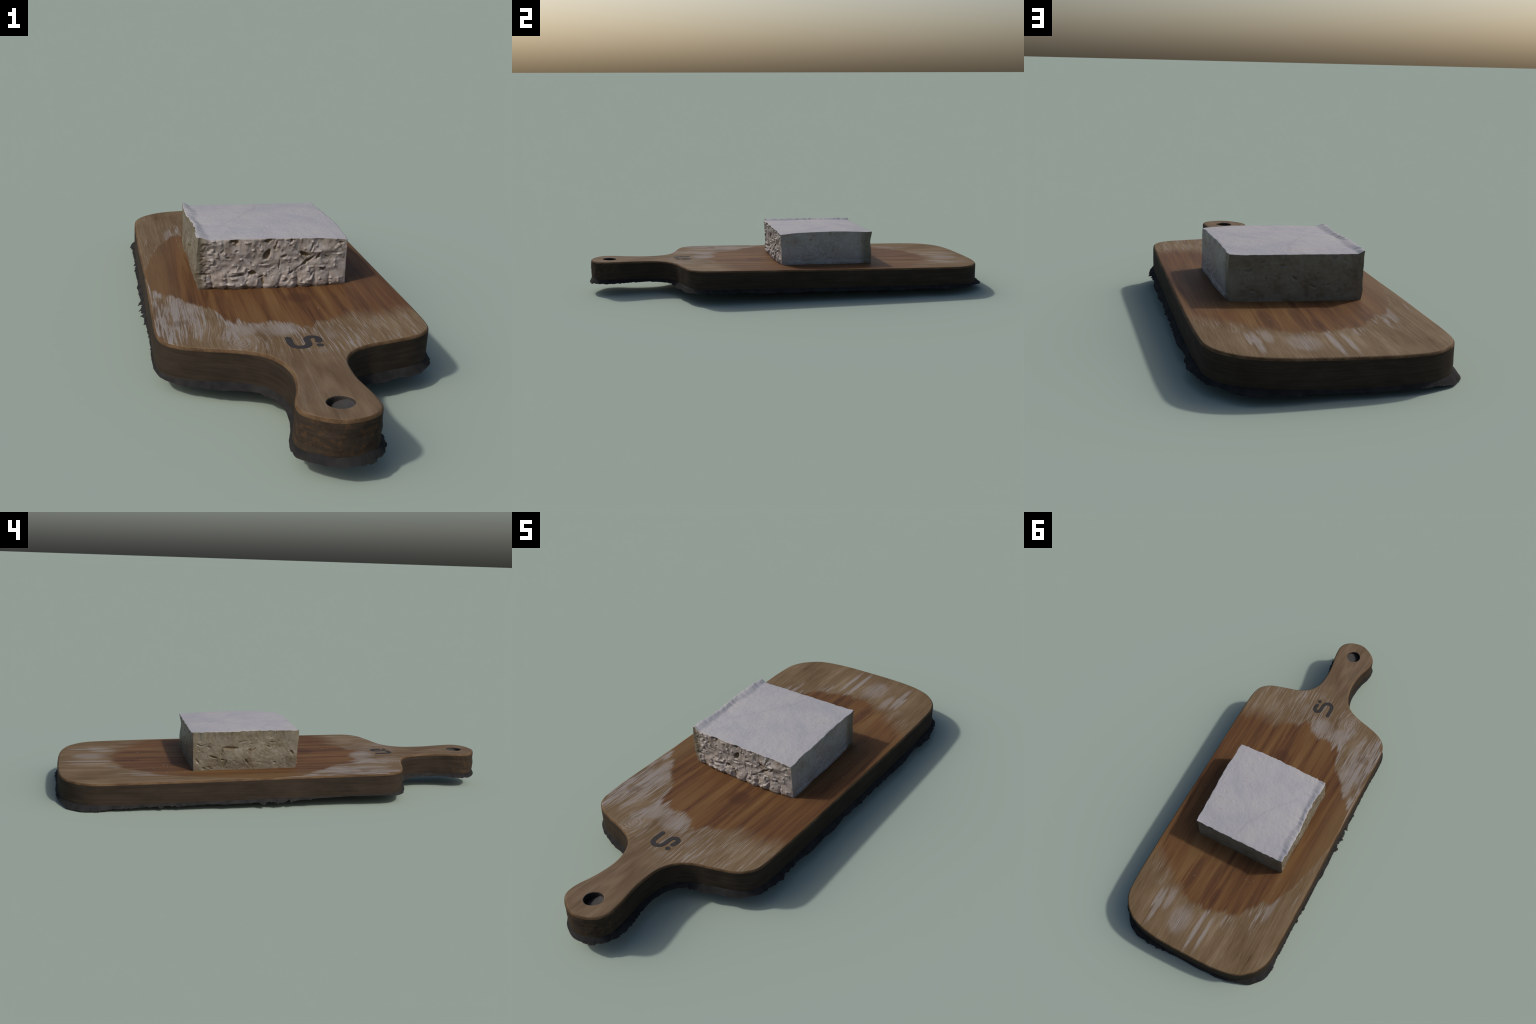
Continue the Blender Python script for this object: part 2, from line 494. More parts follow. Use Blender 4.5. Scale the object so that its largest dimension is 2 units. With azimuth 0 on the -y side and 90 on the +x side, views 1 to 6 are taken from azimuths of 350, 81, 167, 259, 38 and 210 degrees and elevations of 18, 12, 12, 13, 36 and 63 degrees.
def build_board(mats):
    board = add_thing('cutting_board', 'paddle-shaped wooden cutting board with water-stained, bleached top', 'cutting board')
    N = 720
    ring = closed_spline(OUTLINE, N) + SHIFT
    nrm = outward(ring)
    if np.sum(ring[:, 0] * np.roll(ring[:, 1], -1) - np.roll(ring[:, 0], -1) * ring[:, 1]) < 0:
        ring, nrm = ring[::-1], nrm[::-1]          # counter-clockwise seen from above
    s = np.r_[0, np.cumsum(np.linalg.norm(np.diff(ring, axis=0), axis=1))]

    R = 0.009                                       # rounded top edge
    rows = []                                       # (inset, drop)
    rows.append((R + 0.006, 0.0))
    for k in range(7):
        a = k / 6 * pi / 2
        rows.append((R - R * sin(a), R - R * cos(a)))
    for h in np.linspace(R, THICK, 12)[1:]:
        f = (h - R) / (THICK - R)
        rows.append((0.0, h))
    verts, top_rows = [], 8
    for r, (ins, drop) in enumerate(rows):
        p = ring - nrm * ins
        lump = np.zeros(N)
        if drop > R * 0.8:
            fade = smooth(R * 0.8, R * 2, drop)
            z = top_z(p[:, 0], p[:, 1]) - drop
            rough = 0.0008 + 0.0030 * smooth(-0.80, -0.90, p[:, 1])
            lump = fade * rough * fractal(p[:, 0] * 38, p[:, 1] * 38, z * 46, 3, 5)
            lump += fade * 0.0012 * fractal(p[:, 0] * 7, p[:, 1] * 7, z * 8, 2, 9)
        p = p + nrm * lump[:, None]
        verts.append(np.c_[p, top_z(p[:, 0], p[:, 1]) - drop])
    verts = np.vstack(verts)
    faces, slots = [], []
    for r in range(len(rows) - 1):
        slot = 0 if r < 3 else (1 if r < top_rows - 1 else 2)
        for i in range(N):
            j = (i + 1) % N
            faces.append((r * N + i, r * N + N + i, r * N + N + j, r * N + j))
            slots.append(slot)
    # hanging hole: ring slightly out of round, walls, sloping bottom
    M = 64
    base = len(verts)
    ang = np.arange(M) / M * 2 * pi
    wav = 1 + 0.035 * np.cos(2 * ang - 0.9) + 0.02 * vnoise(ang * 2.3, 0 * ang, 0, 4)
    hx, hy = HOLE[0] + HOLE_R * wav * np.cos(ang), HOLE[1] + HOLE_R * wav * np.sin(ang)
    for k, (grow, drop) in enumerate(((1.07, 0.0), (1.02, 0.0012), (1.0, 0.005))):
        px, py = HOLE[0] + (hx - HOLE[0]) * grow, HOLE[1] + (hy - HOLE[1]) * grow
        verts = np.vstack([verts, np.c_[px, py, top_z(px, py) - drop]])
    for k in range(2):
        for i in range(M):
            j = (i + 1) % M
            faces.append((base + k * M + i, base + k * M + j, base + (k + 1) * M + j, base + (k + 1) * M + i))
            slots.append(0 if k == 0 else 3)
    # flat top between the outer ring and the hole, filled as triangles
    import bmesh
    bm = bmesh.new()
    bv = [bm.verts.new(verts[i]) for i in range(N)] + [bm.verts.new(verts[base + i]) for i in range(M)]
    ed = [bm.edges.new((bv[i], bv[(i + 1) % N])) for i in range(N)]
    ed += [bm.edges.new((bv[N + i], bv[N + (i + 1) % M])) for i in range(M)]
    bmesh.ops.triangle_fill(bm, edges=ed, use_beauty=True, use_dissolve=False)
    # a row of vertices where handle and panel part
    bmesh.ops.bisect_plane(bm, geom=bm.verts[:] + bm.edges[:] + bm.faces[:], plane_co=(0, HANDLE_Y, 0), plane_no=(0, 1, 0), dist=1e-5)
    for axis, cuts in ((0, np.arange(-0.36, 0.37, 0.045)), (1, np.arange(-0.54, 0.95, 0.045))):
        for c in cuts:
            co, no = [0, 0, 0], [0, 0, 0]
            co[axis], no[axis] = c, 1
            part = [e for e in bm.verts[:] + bm.edges[:] + bm.faces[:]]
            bmesh.ops.bisect_plane(bm, geom=part, plane_co=co, plane_no=no, dist=1e-5)
    bmesh.ops.triangulate(bm, faces=bm.faces[:])
    bm.verts.ensure_lookup_table()
    index = {}
    extra = []
    for k, v in enumerate(bv):
        index[v] = k if k < N else base + (k - N)
    for v in bm.verts:
        if v not in index:
            index[v] = len(verts) + len(extra)
            extra.append((v.co.x, v.co.y, v.co.z - float(sag(v.co.x, v.co.y))))
    for f in bm.faces:
        loop = [index[v] for v in f.verts]
        if f.normal.z < 0:
            loop.reverse()
        faces.append(tuple(loop))
        slots.append(0)
    bm.free()
    if extra:
        verts = np.vstack([verts, np.array(extra)])
    # underside
    last = (len(rows) - 1) * N
    faces.append(tuple(last + i for i in range(N))[::-1])
    slots.append(2)

    vn = vertex_normals(verts, [f for f in faces if len(f) < 10])
    side_of = []
    for f in faces:
        cy = np.mean(verts[list(f), 1])
        side_of.append(cy < HANDLE_Y)
    for name, flag in (('board_panel', False), ('handle', True)):
        sel = [k for k, h in enumerate(side_of) if h == flag]
        add_object(name, verts, [faces[k] for k in sel], mats['board'], [slots[k] for k in sel], board, vn)

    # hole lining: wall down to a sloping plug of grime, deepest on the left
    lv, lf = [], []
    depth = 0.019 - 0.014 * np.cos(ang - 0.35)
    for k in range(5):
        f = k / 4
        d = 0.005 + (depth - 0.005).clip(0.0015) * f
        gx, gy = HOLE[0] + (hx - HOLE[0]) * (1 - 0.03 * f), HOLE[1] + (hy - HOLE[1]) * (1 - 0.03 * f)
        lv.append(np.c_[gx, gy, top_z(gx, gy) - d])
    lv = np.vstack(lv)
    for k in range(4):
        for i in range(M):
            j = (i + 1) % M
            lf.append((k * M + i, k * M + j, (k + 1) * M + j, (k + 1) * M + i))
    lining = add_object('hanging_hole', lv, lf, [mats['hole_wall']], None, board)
    pv = lv[4 * M:]
    mid = pv.mean(0)
    pv2 = np.vstack([pv, mid + (pv - mid) * 0.6 + np.array([0, 0, -0.001]), mid[None] + np.array([0, 0, -0.0015])])
    pf = [(i, (i + 1) % M, M + (i + 1) % M, M + i) for i in range(M)] + [(M + i, M + (i + 1) % M, 2 * M) for i in range(M)]
    add_object('hole_floor', pv2, pf, [mats['hole_floor']], None, lining)

    build_fringe(board, ring, nrm, s, mats['fringe'])
    build_mark(board, mats['mark'])
    return board


# how far the torn skirt under the board reaches out and hangs down, place by place:
# (x, y on the outline, reach, drop, roughness of its edge)
FRINGE = [(0.0, -0.984, 0.011, 0.024, 0.35), (-0.094, -0.90, 0.006, 0.024, 0.4), (-0.072, -0.75, 0.012, 0.020, 0.3),
          (-0.11, -0.606, 0.012, 0.020, 0.6), (-0.211, -0.555, 0.018, 0.020, 0.3), (-0.334, -0.516, 0.012, 0.020, 0.4),
          (-0.39, -0.43, 0.009, 0.008, 0.9), (-0.395, -0.27, 0.005, 0.006, 0.6), (-0.396, -0.12, 0.007, 0.008, 0.9),
          (-0.398, 0.05, 0.012, 0.016, 1.0), (-0.405, 0.30, 0.010, 0.014, 0.9), (-0.409, 0.58, 0.006, 0.014, 0.7),
          (-0.410, 0.76, 0.009, 0.018, 0.6), (-0.390, 0.86, 0.027, 0.024, 0.6), (-0.349, 0.911, 0.028, 0.022, 0.6),
          (-0.29, 0.95, 0.014, 0.012, 0.4), (-0.155, 0.970, 0.012, 0.014, 0.5), (0.0, 0.975, 0.010, 0.016, 0.5),
          (0.130, 0.972, 0.022, 0.014, 0.7), (0.225, 0.958, 0.026, 0.014, 0.8), (0.313, 0.906, 0.018, 0.014, 0.9),
          (0.36, 0.80, 0.026, 0.014, 0.8), (0.373, 0.633, 0.020, 0.015, 0.7), (0.376, 0.45, 0.022, 0.016, 0.5),
          (0.380, 0.10, 0.018, 0.018, 0.5), (0.384, -0.286, 0.020, 0.020, 0.6), (0.38, -0.43, 0.018, 0.020, 0.8),
          (0.30, -0.524, 0.014, 0.022, 0.5), (0.182, -0.559, 0.022, 0.020, 0.5), (0.12, -0.598, 0.016, 0.014, 0.7),
          (0.085, -0.72, 0.016, 0.014, 0.5), (0.10, -0.84, 0.026, 0.016, 0.6), (0.103, -0.92, 0.016, 0.018, 0.6)]


def build_fringe(board, ring, nrm, s, mat):
    N = len(ring)
    at = [int(np.argmin((ring[:, 0] - SHIFT[0] - f[0]) ** 2 + (ring[:, 1] - SHIFT[1] - f[1]) ** 2)) for f in FRINGE]
    order = np.argsort(at)
    idx = np.array(at)[order]
    val = np.array([f[2:] for f in FRINGE])[order]
    idx = np.r_[idx[-1] - N, idx, idx[0] + N]
    val = np.vstack([val[-1], val, val[0]])
    M = 2160
    t = np.arange(M) / M * N
    reach, drop, rag = (np.interp(t, idx, val[:, k]) for k in range(3))
    closed = np.vstack([ring, ring[:1]])
    px = np.interp(t, np.arange(N + 1), closed[:, 0])
    py = np.interp(t, np.arange(N + 1), closed[:, 1])
    nn = np.vstack([nrm, nrm[:1]])
    nx = np.interp(t, np.arange(N + 1), nn[:, 0])
    ny = np.interp(t, np.arange(N + 1), nn[:, 1])
    u = t / N * (s[-1])
    # torn edge: slow scallops, teeth and a few long splinters
    slow = vnoise(u * 11, 0 * u, 0, 3) + 0.6 * vnoise(u * 29, 0 * u, 0, 4)
    teeth = vnoise(u * 85, 0 * u, 0, 11) + 0.7 * vnoise(u * 190, 0 * u, 0, 12)
    where = smooth(-0.3, 0.5, vnoise(u * 6, 0 * u + 9, 0, 24))
    spike = np.clip(vnoise(u * 70, 0 * u + 3, 0, 23) - 0.5, 0, 1) * 2.2 * where
    splinter = smooth(-0.30, -0.38, px)          # long splinters only on the left side
    teeth = np.where(px > 0, np.round(teeth * 1.5) / 1.5, teeth) * (0.9 + 0.3 * splinter)
    cut = 1 + rag * (0.40 * slow + 0.24 * teeth * (0.25 + where) + spike * 1.3 * splinter)
    cut = np.clip(cut, 0.25, 2.0)
    verts = []
    K = 5
    for layer, lift in ((0, 0.0), (1, -0.003)):
        for k in range(K + 1):
            f = k / K
            r = reach * 0.88 * cut * f ** 0.85 - 0.004 * (1 - f)
            d = drop * (0.55 + 0.45 * cut) * f ** 1.2
            z = top_z(px, py) - THICK + 0.005 - d
            z = z + 0.0014 * vnoise(px * 60, py * 60, f * 2, 31) * f
            z = z + (lift if k < K else 0.0)
            verts.append(np.c_[px + nx * r, py + ny * r, np.maximum(z, 0.0)])
    verts = np.vstack(verts)
    verts[:, 1] = np.clip(verts[:, 1], -0.9999, 0.996)
    faces = []
    L = (K + 1) * M
    for k in range(K):
        for i in range(M):
            j = (i + 1) % M
            a, b, c, d = k * M + i, k * M + j, (k + 1) * M + j, (k + 1) * M + i
            faces.append((a, d, c, b))
            faces.append((L + a, L + b, L + c, L + d))
    for i in range(M):                                   # close both rims
        j = (i + 1) % M
        faces.append((K * M + i, L + K * M + i, L + K * M + j, K * M + j))
        faces.append((i, j, L + j, L + i))
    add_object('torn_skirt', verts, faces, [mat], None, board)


# branded squiggle: centre line of the stroke on the board's top, and its dot
MARK = [(-0.0345, -0.497), (-0.0350, -0.520), (-0.0352, -0.542), (-0.030, -0.558), (-0.014, -0.566),
        (0.004, -0.561), (0.0135, -0.547), (0.0140, -0.527), (0.0135, -0.510), (0.020, -0.497),
        (0.033, -0.492), (0.045, -0.500), (0.047, -0.514), (0.043, -0.529)]
MARK_DOT = (0.0415, -0.5545)


def build_mark(board, mat):
    p = np.array(MARK)
    t = np.linspace(0, len(p) - 1, 120)
    # gentle smoothing of the polyline
    q = np.c_[np.interp(t, np.arange(len(p)), p[:, 0]), np.interp(t, np.arange(len(p)), p[:, 1])]
    for _ in range(14):
        q[1:-1] = (q[:-2] + 2 * q[1:-1] + q[2:]) / 4
    tan = np.gradient(q, axis=0)
    tan /= np.linalg.norm(tan, axis=1)[:, None]
    nor = np.c_[-tan[:, 1], tan[:, 0]]
    w = 0.0092
    left, right = list(q + nor * w), list(q - nor * w)
    caps = 8
    head = [q[-1] + w * (tan[-1] * sin(a) + nor[-1] * cos(a)) for a in np.linspace(0, pi, caps)[1:-1]]
    tail = [q[0] + w * (-tan[0] * sin(a) - nor[0] * cos(a)) for a in np.linspace(0, pi, caps)[1:-1]]
    shapes = []
    v, f = [], []

    def slab(strip_l, strip_r, cap_a, cap_b):
        base = len(v)
        pts = strip_l + strip_r + cap_a + cap_b
        for lift in (0.0009, -0.004):
            for a in pts:
                v.append((a[0], a[1], top_z(a[0], a[1]) - float(sag(a[0], a[1])) + lift))
        return base, len(pts)

    n = len(q)
    base, cnt = slab(left, right, head, tail)
    for i in range(n - 1):
        f.append((base + n + i, base + n + i + 1, base + i + 1, base + i))
    f.append(tuple([base + 2 * n + k for k in range(len(head))][::-1] + [base + n - 1, base + 2 * n - 1][0:2]))
    tl = [base + 2 * n + len(head) + k for k in range(len(tail))]
    f.append(tuple(tl[::-1] + [base + n, base]))
    rim = list(range(base, base + n)) + [base + 2 * n + k for k in range(len(head))] + \
        list(range(base + 2 * n - 1, base + n - 1, -1)) + tl
    for a, b in zip(rim, rim[1:] + rim[:1]):
        f.append((a, b, b + cnt, a + cnt))
    # dot
    base = len(v)
    D = 24
    for lift in (0.0009, -0.004):
        for k in range(D):
            a = 2 * pi * k / D
            x, y = MARK_DOT[0] + 0.0102 * cos(a), MARK_DOT[1] + 0.0102 * sin(a)
            v.append((x, y, top_z(x, y) - float(sag(x, y)) + lift))
    f.append(tuple(range(base, base + D)))
    for k in range(D):
        j = (k + 1) % D
        f.append((base + k, base + D + k, base + D + j, base + j))
    # orient the upper faces upwards
    vv = np.array(v)
    out = []
    for face in f:
        c = np.zeros(3)
        for i in range(1, len(face) - 1):
            c += np.cross(vv[face[i]] - vv[face[0]], vv[face[i + 1]] - vv[face[0]])
        out.append(face[::-1] if c[2] < -1e-9 else face)
    ob = add_object('brand_mark', vv, out, [mat], None, board)
    ob.data.polygons.foreach_set('use_smooth', np.zeros(len(out), dtype=bool))


# --------------------------------------------------------------------------
# the cheese
# --------------------------------------------------------------------------

# hollows: (along the face 0..1, height 0..1, half length m, half height m, turn degrees, depth m)
FRONT_PITS = [(0.46, 0.72, 0.017, 0.009, 55, 0.014), (0.45, 0.63, 0.010, 0.004, 30, 0.006), (0.71, 0.71, 0.018, 0.006, -18, 0.014),
              (0.735, 0.56, 0.030, 0.0035, 33, 0.009), (0.81, 0.67, 0.016, 0.004, 60, 0.008), (0.37, 0.35, 0.014, 0.006, -8, 0.014),
              (0.265, 0.305, 0.024, 0.0045, 5, 0.010), (0.57, 0.68, 0.010, 0.004, 25, 0.008), (0.84, 0.38, 0.010, 0.006, -20, 0.009),
              (0.62, 0.34, 0.012, 0.0035, 42, 0.008), (0.665, 0.42, 0.012, 0.003, 40, 0.005), (0.545, 0.50, 0.020, 0.002, 85, 0.004),
              (0.06, 0.33, 0.014, 0.005, 0, 0.007), (0.24, 0.955, 0.016, 0.005, -10, 0.009), (0.46, 0.955, 0.013, 0.004, 5, 0.009),
              (0.615, 0.955, 0.014, 0.005, 12, 0.009), (0.05, 0.90, 0.012, 0.006, 20, 0.006), (0.20, 0.66, 0.010, 0.003, -5, 0.006),
              (0.165, 0.80, 0.008, 0.003, 60, 0.005), (0.76, 0.84, 0.014, 0.003, 70, 0.006), (0.92, 0.72, 0.014, 0.004, -5, 0.004),
              (0.59, 0.18, 0.009, 0.006, 0, 0.007), (0.31, 0.07, 0.008, 0.005, 0, 0.007), (0.10, 0.52, 0.014, 0.004, 15, 0.005),
              (0.765, 0.29, 0.010, 0.004, 65, 0.006), (0.96, 0.93, 0.010, 0.003, 0, 0.006), (0.04, 0.70, 0.009, 0.003, 10, 0.005),
              (0.52, 0.90, 0.010, 0.003, 70, 0.006), (0.42, 0.28, 0.012, 0.003, 20, 0.005)]
LEFT_PITS = [(0.35, 0.62, 0.038, 0.007, -2, 0.009), (0.27, 0.53, 0.018, 0.004, 80, 0.006), (0.19, 0.40, 0.020, 0.004, -18, 0.008),
             (0.035, 0.30, 0.014, 0.006, -50, 0.006), (0.53, 0.55, 0.010, 0.005, 40, 0.007), (0.575, 0.58, 0.008, 0.003, 20, 0.005),
             (0.51, 0.26, 0.012, 0.004, -55, 0.006), (0.75, 0.74, 0.014, 0.003, 0, 0.005), (0.71, 0.64, 0.014, 0.003, -30, 0.005),
             (0.95, 0.47, 0.012, 0.006, -40, 0.008), (0.79, 0.20, 0.009, 0.005, 0, 0.005), (0.28, 0.32, 0.010, 0.004, -10, 0.006),
             (0.30, 0.19, 0.022, 0.004, 70, 0.006), (0.06, 0.72, 0.018, 0.004, -15, 0.004), (0.47, 0.78, 0.020, 0.004, 5, 0.003),
             (0.10, 0.10, 0.008, 0.004, 0, 0.004), (0.63, 0.33, 0.012, 0.003, 35, 0.003), (0.90, 0.32, 0.012, 0.003, 60, 0.004)]
RIGHT_PITS = [(0.31, 0.65, 0.007, 0.004, 0, 0.004), (0.33, 0.80, 0.012, 0.004, 20, 0.005), (0.24, 0.40, 0.006, 0.004, 0, 0.003),
              (0.43, 0.36, 0.006, 0.005, 0, 0.004), (0.49, 0.35, 0.005, 0.004, 0, 0.004), (0.46, 0.28, 0.006, 0.004, 0, 0.004),
              (0.56, 0.46, 0.007, 0.004, 20, 0.004), (0.55, 0.22, 0.007, 0.004, 0, 0.004), (0.36, 0.47, 0.010, 0.003, -40, 0.003),
              (0.17, 0.30, 0.014, 0.003, 10, 0.003), (0.22, 0.25, 0.008, 0.003, 0, 0.003), (0.07, 0.73, 0.004, 0.004, 0, 0.003)]
BACK_PITS = [(0.24, 0.84, 0.012, 0.004, 10, 0.003), (0.39, 0.78, 0.012, 0.005, 0, 0.004), (0.48, 0.50, 0.012, 0.006, -30, 0.004),
             (0.14, 0.66, 0.014, 0.005, 10, 0.004), (0.74, 0.36, 0.012, 0.004, 0, 0.003), (0.62, 0.33, 0.014, 0.004, -20, 0.003),
             (0.78, 0.93, 0.012, 0.006, 40, 0.004), (0.17, 0.26, 0.008, 0.005, 0, 0.003), (0.86, 0.87, 0.01, 0.005, 0, 0.003)]


def pits(u, v, length, height, table, seed):
    """sum of ragged hollows on a face; u, v in metres from the face's corner"""
    out = np.zeros_like(u)
    wx = 0.0035 * fractal(u * 90, v * 90, 0, 2, seed)
    wy = 0.0035 * fractal(u * 90 + 40, v * 90, 0, 2, seed + 1)
    for a, h, rl, rh, turn, depth in table:
        c, s = cos(radians(turn)), sin(radians(turn))
        dx, dy = u + wx - a * length, v + wy - h * height
        e = np.sqrt(((dx * c + dy * s) / rl) ** 2 + ((dy * c - dx * s) / rh) ** 2)
        hollow = depth * (1 - smooth(0.35, 1.25, e))
        lip = 0.0016 * np.exp(-((e - 1.5) / 0.4) ** 2) * (min(1, depth / 0.010) ** 2)
        out = np.minimum(out, -hollow) + 0 * lip
        out = out + np.where(out > -0.001, lip, 0)
    return out


def scatter_pits(rng, count, lmax, depth):
    return [(rng.uniform(0.02, 0.98), rng.uniform(0.05, 0.97), rng.uniform(0.35, 1) * lmax, rng.uniform(0.25, 0.6) * lmax,
             rng.uniform(-60, 60), rng.uniform(0.4, 1) * depth) for _ in range(count)]


BOTTOM = {'fl': (-0.241, -0.058), 'fr': (0.242, -0.051), 'br': (0.216, 0.409), 'bl': (-0.246, 0.396)}
TOP = {'fl': (-0.243, -0.068, 0.2935), 'fr': (0.233, -0.060, 0.3015), 'br': (0.217, 0.412, 0.2950), 'bl': (-0.253, 0.398, 0.2855)}


def build_cheese(mats):
    cheese = add_thing('cheese_block', 'square block of soft cheese with white rind and pitted cut sides', 'cheese')
    cheese_rng = np.random.default_rng(7)
    nx, ny, nz = 260, 230, 90
    key = {}
    grid = []

    def vid(i, j, k):
        q = (i, j, k)
        if q not in key:
            key[q] = len(grid)
            grid.append(q)
        return key[q]

    faces, kind = [], []
    for i in range(nx):
        for k in range(nz):
            faces.append((vid(i, 0, k), vid(i + 1, 0, k), vid(i + 1, 0, k + 1), vid(i, 0, k + 1))); kind.append(0)
            faces.append((vid(i + 1, ny, k), vid(i, ny, k), vid(i, ny, k + 1), vid(i + 1, ny, k + 1))); kind.append(0)
    for j in range(ny):
        for k in range(nz):
            faces.append((vid(0, j + 1, k), vid(0, j, k), vid(0, j, k + 1), vid(0, j + 1, k + 1))); kind.append(0)
            faces.append((vid(nx, j, k), vid(nx, j + 1, k), vid(nx, j + 1, k + 1), vid(nx, j, k + 1))); kind.append(0)
    for i in range(nx):
        for j in range(ny):
            faces.append((vid(i, j, nz), vid(i + 1, j, nz), vid(i + 1, j + 1, nz), vid(i, j + 1, nz))); kind.append(1)
            faces.append((vid(i, j + 1, 0), vid(i + 1, j + 1, 0), vid(i + 1, j, 0), vid(i, j, 0))); kind.append(2)
    g = np.array(grid, float)
    s, q, w = g[:, 0] / nx, g[:, 1] / ny, g[:, 2] / nz

    def quad(c, k):
        return ((1 - s) * (1 - q) * c['fl'][k] + s * (1 - q) * c['fr'][k] + s * q * c['br'][k] + (1 - s) * q * c['bl'][k])

    bx, by = quad(BOTTOM, 0), quad(BOTTOM, 1)
    tx, ty, tz = quad(TOP, 0), quad(TOP, 1), quad(TOP, 2)
    bz = top_z(bx, by) - 0.008
    x, y, z = bx + (tx - bx) * w, by + (ty - by) * w, bz + (tz - bz) * w

    on = lambda t: smooth(0.0, 0.06, t) * smooth(1.0, 0.94, t)
    LX, LY, LZ = 0.475, 0.465, 0.16
    is_f, is_b = g[:, 1] == 0, g[:, 1] == ny
    is_l, is_r = g[:, 0] == 0, g[:, 0] == nx
    is_t = g[:, 2] == nz

    # slow swelling of the block, felt by every vertex near a side
    wf, wb = (1 - q) ** 3, q ** 3
    wl, wr = (1 - s) ** 3, s ** 3
    bell = np.sin(pi * s)
    y -= wf * (0.005 * bell * w + 0.017 * bell ** 0.7 * (1 - w) ** 2)
    x += wr * (0.003 * np.sin(pi * q) * w)
    y += wb * (-0.009 * np.exp(-((w - 0.72) / 0.22) ** 2) * smooth(0.5, 1, s) - 0.002 * (1 - w))
    x -= wl * (0.005 * np.exp(-((w - 0.35) / 0.3) ** 2) - 0.008 * smooth(0.35, 0.0, w) - 0.004 * np.sin(2 * pi * q) * w)
    x += wr * 0.004 * fractal(q * 3, w * 2, 0, 2, 51)
    x -= wl * 0.006 * fractal(q * 4, w * 2.5, 3, 2, 52)
    y -= wf * 0.004 * fractal(s * 4, w * 2.5, 3, 2, 53)

    # torn top edges wander a little
    edge_t = smooth(0.75, 1.0, w)
    x -= wl ** 4 * edge_t * (0.005 * fractal(q * 22, 0 * q, 0, 3, 61))
    y -= wf ** 4 * edge_t * (0.0035 * fractal(s * 20, 0 * s, 0, 3, 62))
    y += wb ** 4 * edge_t * (0.003 * fractal(s * 18, 0 * s, 0, 3, 63))
    x += wr ** 4 * edge_t * (0.0025 * fractal(q * 14, 0 * q, 0, 3, 64))

    dent = np.zeros(len(g))
    # front: pitted curd with a row of bulges along the foot
    m = is_f
    u, v = s[m] * LX, w[m] * LZ
    d = pits(u, v, LX, LZ, FRONT_PITS + scatter_pits(cheese_rng, 30, 0.007, 0.0045), 70)
    col = (s[m] + 0.012 * vnoise(s[m] * 9, w[m] * 3, 0, 71)) * 8.7 + 0.25
    ridge = 1 - np.abs(2 * (col % 1.0) - 1) ** 3
    foot = smooth(0.42 + 0.08 * vnoise(s[m] * 9, 0, 0, 72), 0.22, w[m])
    d = d + foot * (0.0075 * ridge - 0.004)
    d = d - 0.012 * smooth(0.10, 0.0, w[m]) * 0.7
    d = d + 0.0036 * vnoise(u * 34, v * 40, 0, 73) + 0.0013 * vnoise(u * 85, v * 95, 0, 74) + 0.0005 * vnoise(u * 190, v * 200, 0, 76)
    beads = smooth(0.52, 0.95, vnoise(u * 80, v * 100, 0, 75)) * 0.0055
    d = (d + beads) * (0.25 + 0.75 * on(s[m]) * smooth(0, 0.03, w[m]) * smooth(1.0, 0.985, w[m]))
    y[m] -= d
    dent[m] = d
    # left
    m = is_l
    u, v = (1 - q[m]) * LY, w[m] * LZ
    d = pits(u, v, LY, LZ, LEFT_PITS + scatter_pits(cheese_rng, 24, 0.007, 0.004), 80)
    d = d + 0.0026 * fractal(u * 36, v * 44, 0, 4, 83) + 0.0008 * fractal(u * 150, v * 150, 0, 2, 84)
    d = d * (0.25 + 0.75 * on(q[m]) * on(w[m]))
    x[m] -= d
    dent[m] = d
    # right and back: knife-cut, smoother
    m = is_r
    u, v = q[m] * LY, w[m] * LZ
    d = pits(u, v, LY, LZ, RIGHT_PITS + scatter_pits(cheese_rng, 30, 0.004, 0.003), 90)
    d = d + 0.0012 * fractal(u * 40, v * 40, 0, 4, 93) + np.clip(vnoise(u * 90, v * 90, 0, 95) - 0.62, 0, 1) * 0.006
    d = d + 0.003 * smooth(0.16, 0.08, w[m] + 0.05 * vnoise(u * 30, v * 10, 0, 96))
    d = d * on(q[m]) * on(w[m])
    x[m] += d
    dent[m] = d
    m = is_b
    u, v = (1 - s[m]) * LX, w[m] * LZ
    d = pits(u, v, LX, LZ, BACK_PITS + scatter_pits(cheese_rng, 20, 0.006, 0.003), 100)
    d = d + 0.0018 * fractal(u * 30, v * 34, 0, 4, 103)
    d = d * on(s[m]) * on(w[m])
    y[m] += d
    dent[m] = d
    # top rind: raised lip along the left edge with short folds running off it, fine wrinkles
    lip_w = 0.038 + 0.012 * vnoise(q * 9, 0 * q, 0, 110)
    lip = np.clip(1 - (s * LX) / lip_w, 0, 1)
    lip = lip * lip * (3 - 2 * lip)
    lip_h = 0.0105 + 0.0015 * vnoise(q * 26, 0 * q, 0, 111)
    top_w = smooth(0.82, 1.0, w)
    z += top_w * lip * lip_h
    fold = vnoise(q * 40 + 4 * s, s * 6, 0, 112) * np.exp(-s * LX / 0.04)
    z += is_t * 0.0022 * fold * smooth(0, 0.03, s)
    z += is_t * (0.0013 * fractal(x * 22, y * 22, 0, 4, 113) + 0.0005 * fractal(x * 130, y * 130, 0, 2, 114)
                 ) * smooth(0, 0.02, q) * smooth(1, 0.98, q) * smooth(1, 0.98, s)
    # the face swells: highest in the middle and along the right edge
    hump_q = np.sin(pi * q) ** 0.8
    z += top_w * (0.0125 * hump_q * np.sin(pi * s) ** 0.6 + 0.0065 * (1 - hump_q) * (1 - q) * np.sin(pi * s) ** 0.6
                  + 0.0085 * hump_q * s ** 4)
    # corners tip: back right corner drawn to a small point, front right edge sags
    z += top_w * 0.003 * np.exp(-((1 - s) / 0.05) ** 2 - ((1 - q) / 0.05) ** 2)
    z -= top_w * 0.003 * wr ** 3 * smooth(0.2, 0.0, q)

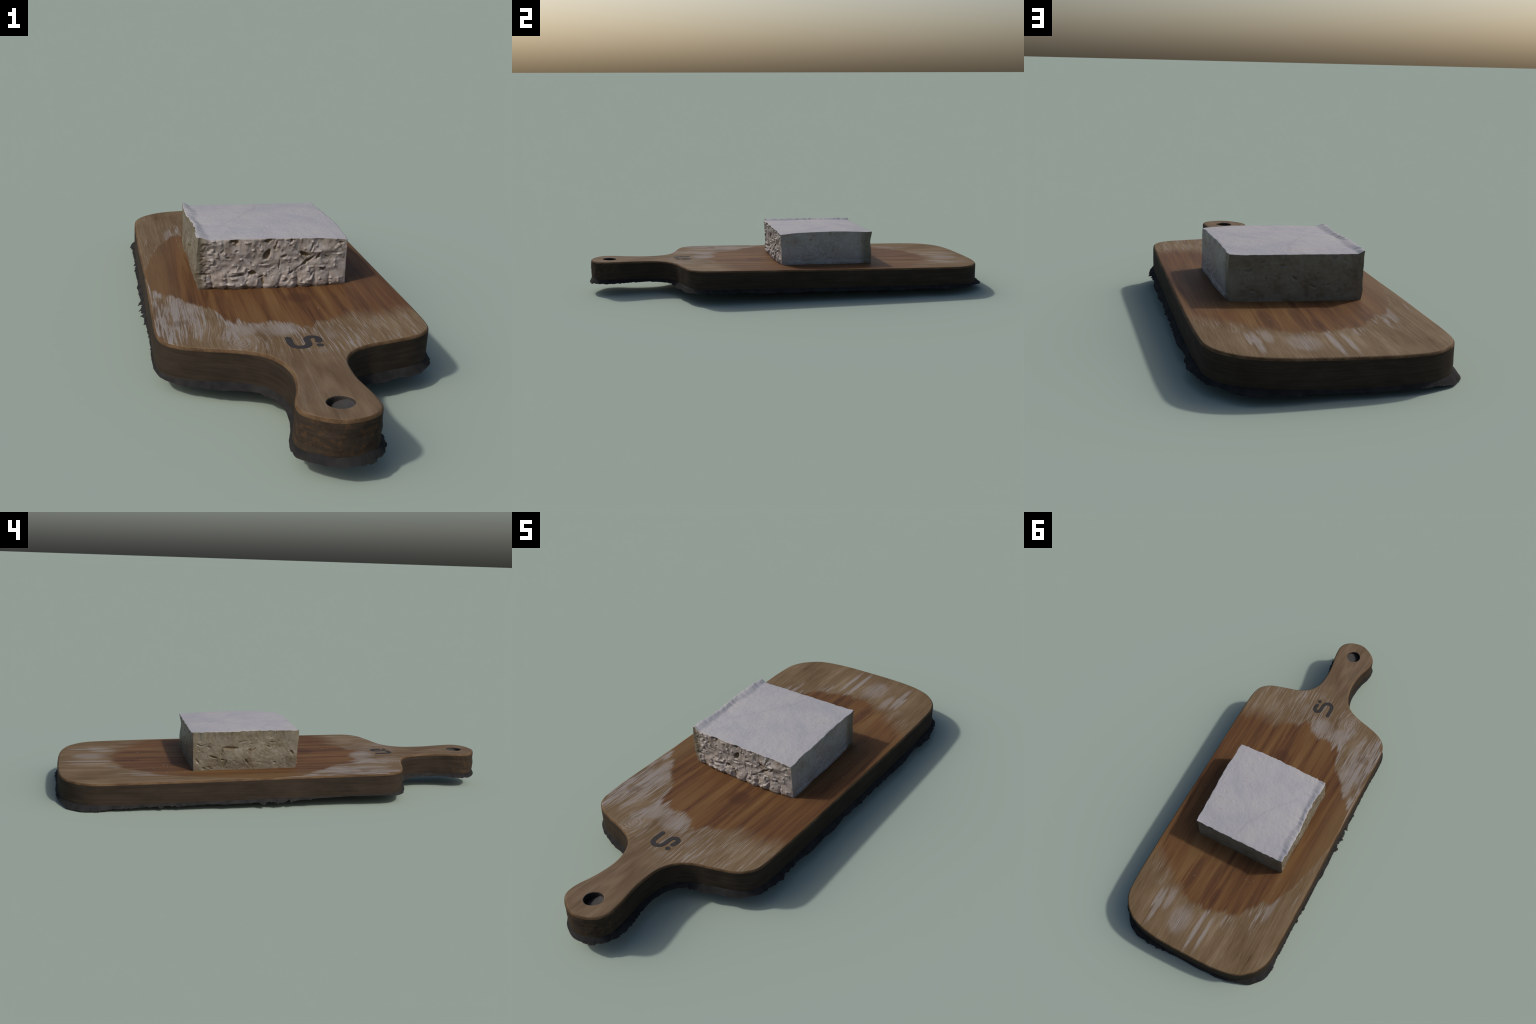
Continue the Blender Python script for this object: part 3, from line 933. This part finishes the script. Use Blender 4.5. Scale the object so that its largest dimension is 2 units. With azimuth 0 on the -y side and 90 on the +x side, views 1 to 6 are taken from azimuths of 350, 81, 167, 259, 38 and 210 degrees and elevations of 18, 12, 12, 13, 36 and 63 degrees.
    verts = np.c_[x, y, z]
    vn = vertex_normals(verts, faces)
    kind = np.array(kind)
    fa = np.array(faces)
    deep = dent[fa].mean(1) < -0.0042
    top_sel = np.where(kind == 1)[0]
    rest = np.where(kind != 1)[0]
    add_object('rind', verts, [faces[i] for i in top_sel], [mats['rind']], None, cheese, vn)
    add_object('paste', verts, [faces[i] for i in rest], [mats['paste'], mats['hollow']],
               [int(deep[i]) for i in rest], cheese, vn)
    return cheese


def build_crumbs(cheese, mat):
    """tiny crumbs fallen around the block, too small to count"""
    rng = np.random.default_rng(21)
    v, f = [], []
    spots = [(0.123, 0.612), (-0.02, 0.66)]
    for _ in range(9):
        spots.append((rng.uniform(-0.30, -0.10), rng.uniform(0.40, 0.56)))
    for _ in range(10):
        spots.append((rng.uniform(0.25, 0.33), rng.uniform(0.05, 0.40)))
    for _ in range(2):
        spots.append((rng.uniform(-0.25, 0.30), rng.uniform(-0.33, -0.10)))
    for x, y in spots:
        r = rng.uniform(0.0008, 0.0020)
        z = float(top_z(x, y) - sag(x, y)) + r * 0.5
        a = rng.uniform(0, 2 * pi)
        base = len(v)
        for k in range(5):
            t = a + 2 * pi * k / 5
            q = r * rng.uniform(0.7, 1.3)
            v.append((x + q * cos(t), y + q * sin(t), z))
        v.append((x, y, z + r))
        v.append((x, y, z - r))
        for k in range(5):
            j = (k + 1) % 5
            f.append((base + k, base + j, base + 5))
            f.append((base + j, base + k, base + 6))
    ob = add_object('crumbs', np.array(v), f, [mat], None, cheese)
    ob['kind'] = 'stuff'


mats = {
    'board': [wood_top_material(), wood_rim_material(), wood_side_material(), plain('scorched_rim', (0.035, 0.030, 0.027))],
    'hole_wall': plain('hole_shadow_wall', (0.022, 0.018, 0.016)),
    'hole_floor': plain('hole_grime', (0.040, 0.038, 0.038)),
    'fringe': fringe_material(),
    'mark': plain('branded_black', (0.030, 0.027, 0.026), 0.7, 0.2),
    'rind': rind_material(),
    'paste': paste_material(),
    'hollow': hollow_material(),
}
build_board(mats)
build_crumbs(build_cheese(mats), mats['rind'])
